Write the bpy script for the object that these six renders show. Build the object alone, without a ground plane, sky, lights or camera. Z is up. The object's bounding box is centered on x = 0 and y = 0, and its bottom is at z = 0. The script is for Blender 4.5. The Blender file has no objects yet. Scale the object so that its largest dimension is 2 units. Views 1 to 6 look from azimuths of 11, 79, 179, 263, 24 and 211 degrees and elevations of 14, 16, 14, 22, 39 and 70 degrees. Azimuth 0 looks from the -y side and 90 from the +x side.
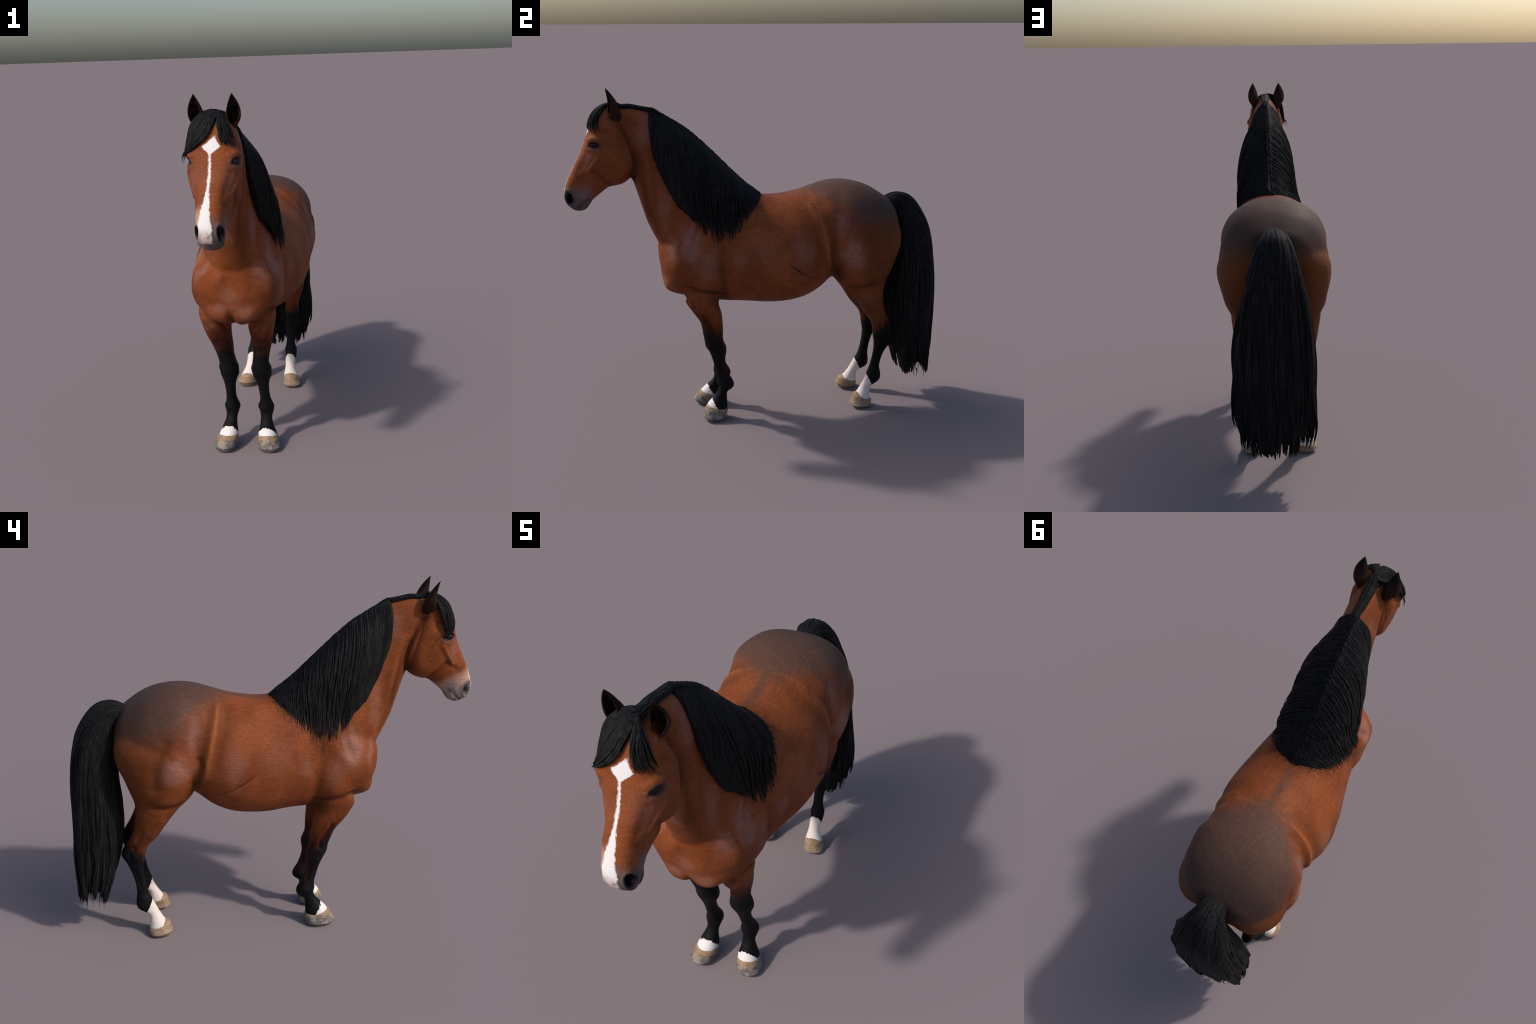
import bpy, math, random
import numpy as np
from mathutils import Vector
from mathutils.bvhtree import BVHTree

random.seed(7)
rng = np.random.default_rng(7)
scene = bpy.context.scene

# ------------------------------------------------------------------ helpers
def spline(rows, sub):
    """Catmull-Rom through rows of parameters, `sub` steps per span."""
    P = np.array(rows, float)
    Q = np.vstack([2 * P[0] - P[1], P, 2 * P[-1] - P[-2]])
    out = []
    for i in range(len(P) - 1):
        a, b, c, d = Q[i], Q[i + 1], Q[i + 2], Q[i + 3]
        for k in range(sub):
            t = k / sub
            out.append(0.5 * (2 * b + (c - a) * t + (2 * a - 5 * b + 4 * c - d) * t * t
                              + (3 * b - a - 3 * c + d) * t ** 3))
    out.append(P[-1])
    return np.array(out)

_splines = {}
def lerp_rows(rows, t):
    """Sample a spline through rows at t in 0..1 (array)."""
    key = id(rows)
    if key not in _splines:
        _splines[key] = (rows, spline(rows, 24))
    S = _splines[key][1]
    f = np.clip(np.asarray(t, float), 0, 1) * (len(S) - 1)
    i = np.minimum(f.astype(int), len(S) - 2)
    w = (f - i)[..., None]
    return S[i] * (1 - w) + S[i + 1] * w

def section_ring(row, seg):
    """row: first edge (y,z), second edge (y,z), x centre, half width,
    roundness towards the first edge and towards the second, seat of the widest point."""
    ty, tz, by, bz, xc, w, nu, nl, tc = row
    T, B = np.array([ty, tz]), np.array([by, bz])
    C = T + (B - T) * tc
    a = np.linspace(0, 2 * math.pi, seg, endpoint=False)
    c, s = np.cos(a), np.sin(a)
    n = np.where(c > 0, nu, nl)
    cc = np.sign(c) * np.abs(c) ** (2 / n)
    ss = np.sign(s) * np.abs(s) ** (2 / n)
    yz = C + np.where(cc[:, None] > 0, cc[:, None] * (T - C), -cc[:, None] * (B - C))
    return np.column_stack([xc + w * ss, yz])

def loft(rows, seg=40, sub=6):
    full = []
    for r in rows:
        r = list(r)
        r += [2.0, 2.0, 0.5][len(r) - 6:]
        full.append(r)
    S = spline(full, sub)
    S[:, 5] = np.maximum(S[:, 5], 0.004)
    S[:, 6:8] = np.maximum(S[:, 6:8], 1.2)
    rings = [section_ring(r, seg) for r in S]
    V = np.vstack(rings)
    F = []
    for i in range(len(rings) - 1):
        for j in range(seg):
            k = (j + 1) % seg
            F.append((i * seg + j, i * seg + k, (i + 1) * seg + k, (i + 1) * seg + j))
    n = len(V)
    V = np.vstack([V, rings[0].mean(0), rings[-1].mean(0)])
    for j in range(seg):
        k = (j + 1) % seg
        F.append((n, k, j))
        b = (len(rings) - 1) * seg
        F.append((n + 1, b + j, b + k))
    return V, F

def mesh_from(name, V, F):
    me = bpy.data.meshes.new(name)
    me.from_pydata([tuple(map(float, v)) for v in V], [], F)
    me.update()
    return me

def add_obj(name, me, parent=None, mat=None, smooth=True):
    ob = bpy.data.objects.new(name, me)
    scene.collection.objects.link(ob)
    if parent is not None:
        ob.parent = parent
    if mat is not None:
        me.materials.append(mat)
    if smooth:
        me.polygons.foreach_set("use_smooth", np.ones(len(me.polygons), bool))
    return ob

def merge(parts):
    V, F, o = [], [], 0
    for v, f in parts:
        V.append(v)
        F += [tuple(i + o for i in q) for q in f]
        o += len(v)
    return np.vstack(V), F

def sstep(a, b, x):
    t = np.clip((x - a) / (b - a), 0, 1)
    return t * t * (3 - 2 * t)

# ------------------------------------------------------------------ body sections
TRUNK = [  # back edge, belly edge, x centre, half width, roundness up, roundness down, seat
    (0.772, 1.085, 0.772, 0.970, -.005, .085, 2.0, 2.0, .50),
    (0.745, 1.165, 0.750, 0.870, -.005, .165, 2.1, 2.1, .48),
    (0.700, 1.205, 0.695, 0.800, -.005, .214, 2.3, 2.1, .46),
    (0.625, 1.252, 0.625, 0.780, -.005, .247, 2.45, 2.1, .46),
    (0.540, 1.281, 0.540, 0.770, -.005, .262, 2.45, 2.1, .48),
    (0.460, 1.291, 0.460, 0.775, -.005, .264, 2.4, 2.1, .48),
    (0.385, 1.288, 0.385, 0.755, -.003, .250, 2.3, 2.1, .52),
    (0.310, 1.269, 0.310, 0.705, 0.000, .266, 2.2, 2.2, .60),
    (0.220, 1.243, 0.220, 0.664, 0.000, .284, 2.15, 2.2, .60),
    (0.120, 1.229, 0.120, 0.646, 0.000, .280, 2.1, 2.2, .58),
    (0.020, 1.231, 0.020, 0.645, 0.000, .264, 2.0, 2.2, .57),
    (-.080, 1.262, -.080, 0.655, 0.002, .238, 1.9, 2.2, .57),
    (-.180, 1.280, -.180, 0.662, 0.002, .216, 1.8, 2.2, .60),
    (-.280, 1.240, -.280, 0.674, 0.000, .207, 1.9, 2.3, .60),
    (-.370, 1.165, -.370, 0.694, -.002, .204, 2.0, 2.3, .56),
    (-.440, 1.100, -.435, 0.714, -.002, .182, 2.0, 2.3, .54),
    (-.500, 1.040, -.488, 0.745, -.002, .136, 2.0, 2.1, .52),
    (-.535, 0.985, -.522, 0.815, -.002, .072, 2.0, 2.0, .50),
]
NECK = [  # crest edge, throat edge
    (0.040, 1.215, -.400, 0.800, 0.002, .202, 1.9, 2.0, .52),
    (-.060, 1.288, -.490, 0.920, 0.003, .178, 1.8, 2.0, .54),
    (-.150, 1.368, -.545, 1.025, 0.006, .143, 1.75, 2.0, .55),
    (-.240, 1.448, -.585, 1.115, 0.009, .114, 1.75, 2.1, .56),
    (-.330, 1.527, -.610, 1.200, 0.012, .094, 1.8, 2.1, .56),
    (-.430, 1.602, -.632, 1.280, 0.015, .086, 1.85, 2.1, .55),
    (-.535, 1.674, -.655, 1.345, 0.018, .082, 1.9, 2.0, .52),
    (-.640, 1.706, -.700, 1.390, 0.020, .080, 2.0, 2.0, .48),
    (-.715, 1.704, -.755, 1.450, 0.021, .070, 2.0, 2.0, .45),
]
HEAD = [  # forehead-nose edge, jaw edge
    (-.700, 1.715, -.655, 1.470, .021, .055, 2.0, 2.0, .50),
    (-.762, 1.718, -.655, 1.372, .021, .086, 2.1, 2.3, .46),
    (-.820, 1.684, -.685, 1.333, .021, .103, 2.3, 2.5, .42),
    (-.851, 1.622, -.728, 1.316, .022, .108, 2.5, 2.6, .42),
    (-.876, 1.562, -.770, 1.309, .023, .097, 2.6, 2.5, .42),
    (-.900, 1.504, -.808, 1.283, .025, .080, 2.7, 2.4, .42),
    (-.925, 1.453, -.834, 1.262, .026, .068, 2.7, 2.3, .42),
    (-.951, 1.403, -.853, 1.246, .025, .062, 2.6, 2.2, .44),
    (-.976, 1.351, -.866, 1.230, .026, .059, 2.5, 2.2, .46),
    (-.994, 1.305, -.880, 1.208, .028, .058, 2.3, 2.2, .44),
    (-1.000, 1.265, -.903, 1.193, .029, .053, 2.2, 2.2, .44),
    (-.992, 1.235, -.928, 1.188, .028, .041, 2.0, 2.0, .45),
    (-.975, 1.215, -.948, 1.193, .028, .024, 2.0, 2.0, .50),
]
FORE_L = [  # front edge, rear edge, x centre, half width
    (-.340, 1.010, -.250, 1.010, .095, .030, 2.0, 2.0, .5),
    (-.415, .930, -.200, .930, .104, .078, 2.1, 2.1, .5),
    (-.436, .850, -.207, .840, .108, .088, 2.2, 2.2, .5),
    (-.425, .760, -.225, .740, .105, .076, 2.2, 2.2, .5),
    (-.408, .690, -.229, .670, .103, .066, 2.1, 2.1, .5),
    (-.366, .622, -.214, .610, .101, .055, 2.1, 2.1, .5),
    (-.330, .566, -.209, .552, .097, .046, 2.1, 2.1, .5),
    (-.318, .510, -.207, .503, .091, .041, 2.1, 2.1, .5),
    (-.310, .462, -.207, .458, .086, .042, 2.2, 2.2, .5),
    (-.300, .422, -.197, .420, .086, .047, 2.4, 2.2, .5),
    (-.284, .388, -.191, .382, .087, .043, 2.4, 2.2, .5),
    (-.269, .345, -.197, .342, .089, .030, 2.2, 2.0, .5),
    (-.258, .300, -.192, .300, .092, .0255, 2.1, 2.0, .5),
    (-.247, .252, -.177, .250, .095, .027, 2.1, 2.0, .5),
    (-.243, .210, -.154, .203, .095, .038, 2.1, 2.1, .5),
    (-.238, .180, -.157, .176, .097, .034, 2.1, 2.0, .5),
    (-.247, .150, -.190, .150, .098, .029, 2.1, 2.0, .5),
    (-.272, .118, -.193, .105, .102, .035, 2.1, 2.1, .5),
    (-.300, .088, -.193, .066, .107, .047, 2.1, 2.2, .5),
    (-.305, .065, -.200, .045, .110, .046, 2.1, 2.2, .5),
]
FORE_R = [
    (-.340, 1.010, -.250, 1.010, -.100, .030, 2.0, 2.0, .5),
    (-.415, .930, -.200, .930, -.110, .080, 2.1, 2.1, .5),
    (-.436, .850, -.207, .840, -.116, .090, 2.2, 2.2, .5),
    (-.428, .760, -.222, .740, -.118, .080, 2.2, 2.2, .5),
    (-.412, .690, -.225, .670, -.114, .069, 2.1, 2.1, .5),
    (-.372, .622, -.213, .610, -.110, .060, 2.1, 2.1, .5),
    (-.330, .560, -.208, .548, -.100, .051, 2.1, 2.1, .5),
    (-.312, .505, -.205, .500, -.091, .043, 2.1, 2.1, .5),
    (-.300, .460, -.202, .455, -.082, .043, 2.2, 2.2, .5),
    (-.291, .418, -.190, .416, -.079, .046, 2.4, 2.2, .5),
    (-.278, .384, -.189, .378, -.079, .042, 2.4, 2.2, .5),
    (-.262, .340, -.194, .338, -.081, .030, 2.2, 2.0, .5),
    (-.251, .295, -.187, .295, -.081, .0255, 2.1, 2.0, .5),
    (-.241, .246, -.172, .246, -.081, .027, 2.1, 2.0, .5),
    (-.240, .202, -.147, .196, -.081, .036, 2.1, 2.1, .5),
    (-.240, .172, -.152, .166, -.081, .032, 2.1, 2.0, .5),
    (-.252, .145, -.190, .140, -.082, .028, 2.1, 2.0, .5),
    (-.285, .113, -.197, .100, -.087, .037, 2.1, 2.1, .5),
    (-.313, .085, -.200, .062, -.091, .047, 2.1, 2.2, .5),
    (-.320, .062, -.208, .042, -.095, .046, 2.1, 2.2, .5),
]
HIND_L = [
    (.540, 1.150, .640, 1.150, .110, .050, 2.0, 2.0, .5),
    (.440, 1.090, .730, 1.100, .118, .102, 2.1, 2.1, .5),
    (.385, 1.000, .764, 1.030, .124, .137, 2.2, 2.2, .5),
    (.366, .920, .762, .950, .126, .142, 2.2, 2.2, .5),
    (.372, .840, .738, .875, .128, .132, 2.2, 2.2, .5),
    (.405, .772, .708, .800, .130, .108, 2.1, 2.2, .5),
    (.466, .712, .684, .735, .130, .082, 2.1, 2.1, .5),
    (.528, .640, .678, .665, .132, .070, 2.1, 2.1, .5),
    (.575, .570, .690, .590, .126, .055, 2.1, 2.1, .5),
    (.618, .510, .718, .525, .118, .045, 2.1, 2.0, .5),
    (.632, .462, .750, .470, .112, .042, 2.2, 2.0, .45),
    (.638, .420, .760, .425, .109, .040, 2.2, 2.0, .42),
    (.645, .378, .745, .376, .106, .034, 2.2, 2.0, .45),
    (.645, .335, .712, .332, .104, .028, 2.1, 2.0, .5),
    (.637, .285, .690, .282, .104, .0255, 2.1, 2.0, .5),
    (.625, .235, .681, .232, .104, .027, 2.1, 2.0, .5),
    (.608, .190, .689, .186, .104, .034, 2.1, 2.1, .5),
    (.600, .162, .682, .148, .104, .032, 2.1, 2.0, .5),
    (.577, .118, .632, .112, .104, .028, 2.1, 2.0, .5),
    (.552, .082, .626, .075, .108, .037, 2.1, 2.1, .5),
    (.533, .066, .626, .040, .112, .045, 2.1, 2.2, .5),
]
HIND_R = [
    (.540, 1.150, .640, 1.150, -.120, .050, 2.0, 2.0, .5),
    (.440, 1.090, .730, 1.100, -.126, .104, 2.1, 2.1, .5),
    (.385, 1.000, .770, 1.030, -.136, .138, 2.2, 2.2, .5),
    (.368, .920, .765, .950, -.139, .140, 2.2, 2.2, .5),
    (.374, .840, .732, .875, -.141, .132, 2.2, 2.2, .5),
    (.405, .772, .702, .800, -.143, .112, 2.1, 2.2, .5),
    (.465, .710, .680, .735, -.143, .088, 2.1, 2.1, .5),
    (.520, .635, .680, .655, -.143, .073, 2.1, 2.1, .5),
    (.568, .560, .694, .575, -.137, .058, 2.1, 2.1, .5),
    (.616, .502, .722, .515, -.128, .046, 2.1, 2.0, .5),
    (.632, .462, .745, .475, -.122, .042, 2.2, 2.0, .45),
    (.638, .418, .748, .438, -.118, .040, 2.2, 2.0, .42),
    (.645, .375, .722, .382, -.117, .034, 2.2, 2.0, .45),
    (.642, .325, .700, .328, -.117, .028, 2.1, 2.0, .5),
    (.634, .275, .687, .278, -.118, .0255, 2.1, 2.0, .5),
    (.622, .225, .682, .225, -.121, .027, 2.1, 2.0, .5),
    (.605, .192, .687, .180, -.125, .034, 2.1, 2.1, .5),
    (.592, .165, .678, .140, -.129, .032, 2.1, 2.0, .5),
    (.568, .118, .628, .112, -.134, .029, 2.1, 2.0, .5),
    (.543, .080, .620, .072, -.142, .038, 2.1, 2.1, .5),
    (.522, .062, .622, .038, -.150, .045, 2.1, 2.2, .5),
]
DOCK = [
    (.690, 1.190, .700, 1.080, -.005, .050, 2, 2, .5),
    (.745, 1.192, .748, 1.090, -.005, .042, 2, 2, .5),
    (.790, 1.190, .770, 1.090, -.004, .036, 2, 2, .5),
]

parts = [loft(TRUNK, 64, 6), loft(NECK, 48, 6), loft(HEAD, 48, 6),
         loft(FORE_L, 36, 6), loft(FORE_R, 36, 6), loft(HIND_L, 36, 6), loft(HIND_R, 36, 6),
         loft(DOCK, 24, 4)]
V, F = merge(parts)
raw = add_obj("raw", mesh_from("raw", V, F))
mod = raw.modifiers.new("remesh", 'REMESH')
mod.mode = 'VOXEL'
mod.voxel_size = 0.0042
dg = bpy.context.evaluated_depsgraph_get()
ev = raw.evaluated_get(dg)
me = ev.to_mesh()
nv, npoly = len(me.vertices), len(me.polygons)
P = np.empty(nv * 3)
me.vertices.foreach_get("co", P)
P = P.reshape(-1, 3)
Q = np.empty(len(me.loops), np.int32)
me.loops.foreach_get("vertex_index", Q)
Q = Q.reshape(-1, 4)
E = np.empty(len(me.edges) * 2, np.int32)
me.edges.foreach_get("vertices", E)
E = E.reshape(-1, 2)
ev.to_mesh_clear()
bpy.data.objects.remove(raw)

deg = np.bincount(E.ravel(), minlength=nv).astype(float)

def average(X):
    out = np.empty_like(X)
    for k in range(X.shape[1]):
        out[:, k] = (np.bincount(E[:, 0], X[E[:, 1], k], nv) + np.bincount(E[:, 1], X[E[:, 0], k], nv)) / deg
    return out

def normals(P):
    a = P[Q[:, 2]] - P[Q[:, 0]]
    b = P[Q[:, 3]] - P[Q[:, 1]]
    fn = np.cross(a, b)
    N = np.zeros_like(P)
    for c in range(4):
        for k in range(3):
            N[:, k] += np.bincount(Q[:, c], fn[:, k], nv)
    return N / np.maximum(np.linalg.norm(N, axis=1, keepdims=True), 1e-12)

def relax(P, w, n):
    for _ in range(n):
        P = P + w[:, None] * (average(P) - P)
    return P

# blend the unions: strong on the bulk, light on the slim legs and face
y, z = P[:, 1], P[:, 2]
bulk = sstep(.60, .78, z) * (1 - sstep(-.60, -.66, y) * sstep(1.2, 1.3, z))
P = relax(P, 0.5 * bulk, 26)
for _ in range(5):
    P = P + 0.5 * (average(P) - P)
    P = P - 0.52 * (average(P) - P)

# ------------------------------------------------------------------ sculpting
def seg_dist(py, pz, poly):
    d = np.full(len(py), 9.0)
    for (y0, z0), (y1, z1) in zip(poly[:-1], poly[1:]):
        dy, dz = y1 - y0, z1 - z0
        L = dy * dy + dz * dz
        t = np.clip(((py - y0) * dy + (pz - z0) * dz) / L, 0, 1)
        d = np.minimum(d, np.hypot(py - y0 - t * dy, pz - z0 - t * dz))
    return d

def stroke(poly, r, amt, side=0, xc=0.0, face=True, xmin=0.0):
    """Push (amt>0) or groove (amt<0) the skin along a side-view polyline."""
    global P
    d = seg_dist(P[:, 1], P[:, 2], spline([list(p) for p in poly], 4))
    w = np.exp(-(d / r) ** 2)
    dx = P[:, 0] - xc
    if side:
        w = w * (dx * side > xmin)
    else:
        w = w * (np.abs(dx) > xmin)
    sel = w > 0.01
    if face:
        w = w * sstep(.15, .6, N[:, 0] * np.sign(dx))
    P[sel] += N[sel] * (w[sel] * amt)[:, None]

def bump(c, r, amt):
    """Ellipsoidal swelling or hollow at a 3D place."""
    global P
    w = np.exp(-(((P - np.array(c)) / np.array(r)) ** 2).sum(1))
    sel = w > 0.01
    P[sel] += N[sel] * (w[sel] * amt)[:, None]

N = normals(P)
# flank: folded skin in front of the stifle
for s, poly in ((-1, [(.285, 1.215), (.308, 1.105), (.331, .98), (.355, .87)]),
                (1, [(.262, 1.192), (.293, 1.103), (.321, .993), (.340, .89)])):
    stroke(poly, .018, .0045, s)
    stroke([(a + .042, b) for a, b in poly], .026, -.006, s)
    stroke([(a - .050, b) for a, b in poly], .034, -.004, s)
# shoulder and elbow
for s in (-1, 1):
    stroke([(-.210, 1.00), (-.218, .90), (-.206, .79), (-.222, .69)], .032, -.006, s)
    stroke([(-.205, .735), (-.296, .757), (-.40, .785)], .020, -.007, s)
    stroke([(-.28, 1.00), (-.30, .90), (-.285, .82)], .050, .007, s)
    stroke([(-.42, .97), (-.455, .90)], .045, .010, s)
    stroke([(-.31, 1.14), (-.33, 1.05), (-.37, .98)], .018, -.005, s)
    stroke([(-.36, 1.08), (-.33, 1.02), (-.40, .99)], .03, -.006, s)
    stroke([(-.25, 1.15), (-.28, 1.05), (-.36, .95)], .03, .006, s)
    bump((s * .17, -.42, .86), (.06, .06, .06), .010)
# thigh and hip
for s in (-1, 1):
    stroke([(.335, 1.222), (.355, 1.18)], .040, .006, s)
    bump((s * .26, .475, .945), (.10, .080, .080), .019)
    stroke([(.372, .99), (.362, .94), (.372, .86)], .016, -.009, s)
    stroke([(.46, .745), (.53, .735), (.60, .755)], .020, -.008, s)
    stroke([(.53, 1.07), (.57, .98), (.585, .86)], .032, -.010, s)
    stroke([(.42, 1.15), (.46, 1.06)], .035, -.006, s)
    stroke([(.55, .66), (.60, .58)], .022, .006, s)
    stroke([(.655, .60), (.668, .54), (.69, .49)], .014, -.006, s, xmin=.04)
    stroke([(.132, .902), (.186, .870), (.228, .840), (.275, .814)], .009, -.0028, s)
    stroke([(.12, .885), (.17, .850), (.22, .815)], .014, .003, s)
# chest muscles, breastbone groove, armpit folds
def front_stroke(poly, r, amt):
    """Same as stroke, along an (x,z) line on the front of the chest."""
    global P
    d = seg_dist(P[:, 0], P[:, 2], spline([list(p) for p in poly], 4))
    w = np.exp(-(d / r) ** 2) * (P[:, 1] < -.28) * (P[:, 2] < 1.05) * sstep(.10, .55, -N[:, 1] - .55 * N[:, 2])
    P += N * (w * amt)[:, None]
bump((.068, -.50, .765), (.050, .07, .040), .014)
bump((-.078, -.50, .765), (.050, .07, .040), .014)
bump((-.004, -.50, .715), (.017, .14, .065), -.030)
front_stroke([(-.006, .98), (-.006, .90), (-.006, .84)], .026, -.004)
for s in (-1, 1):
    front_stroke([(s * .175, .775), (s * .125, .728), (s * .085, .703), (s * .045, .672)], .017, -.022)
    front_stroke([(s * .15, .86), (s * .10, .83), (s * .05, .84)], .030, -.004)
    stroke([(-.47, .74), (-.44, .70), (-.40, .68)], .02, -.004, s)
# neck grooves
for s in (-1, 1):
    stroke([(-.640, 1.50), (-.607, 1.43), (-.590, 1.33), (-.575, 1.22), (-.520, 1.06)], .014, -.008, s, .012)
    stroke([(-.600, 1.52), (-.575, 1.40), (-.555, 1.25), (-.490, 1.08)], .022, .006, s, .012)
    stroke([(-.632, 1.36), (-.612, 1.25), (-.590, 1.14)], .014, .004, s, .012)
N = normals(P)
# cheeks, jaw groove, face
for s in (-1, 1):
    xc = .022
    stroke([(-.705, 1.62), (-.668, 1.56), (-.645, 1.49), (-.636, 1.43), (-.650, 1.36)], .012, -.016, s, xc)
    stroke([(-.735, 1.58), (-.695, 1.50), (-.685, 1.42), (-.715, 1.36)], .035, .010, s, xc)
    stroke([(-.838, 1.408), (-.805, 1.360), (-.755, 1.325)], .012, -.009, s, xc)
    stroke([(-.805, 1.49), (-.845, 1.43), (-.868, 1.395)], .011, .008, s, xc)
    stroke([(-.870, 1.49), (-.900, 1.42)], .018, -.005, s, xc)
    stroke([(-.845, 1.404), (-.876, 1.380), (-.905, 1.360)], .010, -.004, s, xc)
    stroke([(-.905, 1.43), (-.925, 1.39)], .018, -.004, s, xc)
    stroke([(-.79, 1.61), (-.77, 1.585)], .022, -.009, s, xc)          # hollow above the eye
    stroke([(-.765, 1.66), (-.742, 1.64)], .022, .008, s, xc)
    stroke([(-.855, 1.556), (-.832, 1.566), (-.800, 1.556)], .011, .010, s, xc)   # brow
    stroke([(-.862, 1.536), (-.845, 1.553), (-.822, 1.555), (-.800, 1.543)], .006, .006, s, xc)   # upper lid
    stroke([(-.850, 1.512), (-.825, 1.506), (-.800, 1.518)], .010, .004, s, xc)   # lower lid
    stroke([(-.865, 1.253), (-.890, 1.254), (-.913, 1.233), (-.940, 1.203)], .0055, -.006, s, xc + .004)  # mouth
    stroke([(-.895, 1.215), (-.915, 1.205)], .016, .006, s, xc + .004)
N = normals(P)
for s in (-1, 1):
    xc = .022
    # eye opening: almond pressed inwards
    ey, ez = -.830, 1.534
    dy, dz = P[:, 1] - ey, P[:, 2] - ez
    u = dy * .985 + dz * -.17
    v = dz * .985 + dy * .17
    e = (u / .029) ** 2 + (v / .0138) ** 2
    w = np.exp(-e ** 2) * ((P[:, 0] - xc) * s > .04)
    P[:, 0] -= s * w * .016
    # nostril: flared rim and deep hole
    c = np.array((xc + .006 + s * .050, -.974, 1.266))
    D = P - c
    ax = np.array((0, -.30, .954))
    t = D @ ax
    r2 = (D ** 2).sum(1) - t ** 2
    e = r2 / .0150 ** 2 + (t / .031) ** 2
    ring = np.exp(-((np.sqrt(e) - 1.25) / .45) ** 2) * (np.sqrt(e) < 3)
    side = sstep(.010, .030, (P[:, 0] - xc - .006) * s)
    P += N * (ring * side * .006)[:, None]
    hole = np.exp(-e ** 2) * side
    P += np.array((-s * .8, .75, .1)) * (hole * .030)[:, None]
# knees, hocks, fetlocks: bony knobs and tendon grooves
N = normals(P)
for xk in (.086, -.080):
    for q in (-1, 1):
        bump((xk + q * .042, -.252, .432), (.018, .024, .016), .0055)
        bump((xk + q * .038, -.235, .392), (.016, .022, .014), .0040)
        bump((xk + q * .034, -.195, .200), (.016, .022, .020), .0045)
    bump((xk, -.292, .425), (.024, .016, .022), .005)
    bump((xk, -.200, .408), (.018, .016, .018), .005)
    bump((xk * 1.1, -.240, .205), (.020, .014, .016), .004)
for xk, yz in ((.108, (.755, .425)), (-.118, (.742, .442))):
    for q in (-1, 1):
        bump((xk + q * .036, .685, .435), (.016, .030, .022), .005)
        bump((xk + q * .030, .650, .205), (.016, .022, .020), .004)
    bump((xk,) + yz, (.018, .018, .022), .006)
N = normals(P)
for s, xk in ((1, .09), (-1, -.078)):
    for q in (-1, 1):
        stroke([(-.210, .36), (-.206, .31), (-.195, .26)], .007, -.004, q, xk)
        stroke([(-.30, .60), (-.262, .52), (-.245, .46)], .010, -.004, q, xk * 1.1)
for s, xk in ((1, .105), (-1, -.118)):
    for q in (-1, 1):
        stroke([(.690, .37), (.672, .32), (.660, .26)], .007, -.004, q, xk)
        stroke([(.700, .50), (.710, .46), (.705, .42)], .014, -.004, q, xk)
# soft unevenness of living skin
ph = rng.uniform(0, 6.28, (10, 1))
K = rng.normal(0, 22, (10, 3))
wob = np.sin(K @ P.T + ph).mean(0)
P += N * (wob * .0022 * sstep(.55, .75, z))[:, None]
P = relax(P, np.full(nv, .35), 2)
N = normals(P)
body_bvh = BVHTree.FromPolygons([Vector(p) for p in P], Q.tolist())

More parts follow.
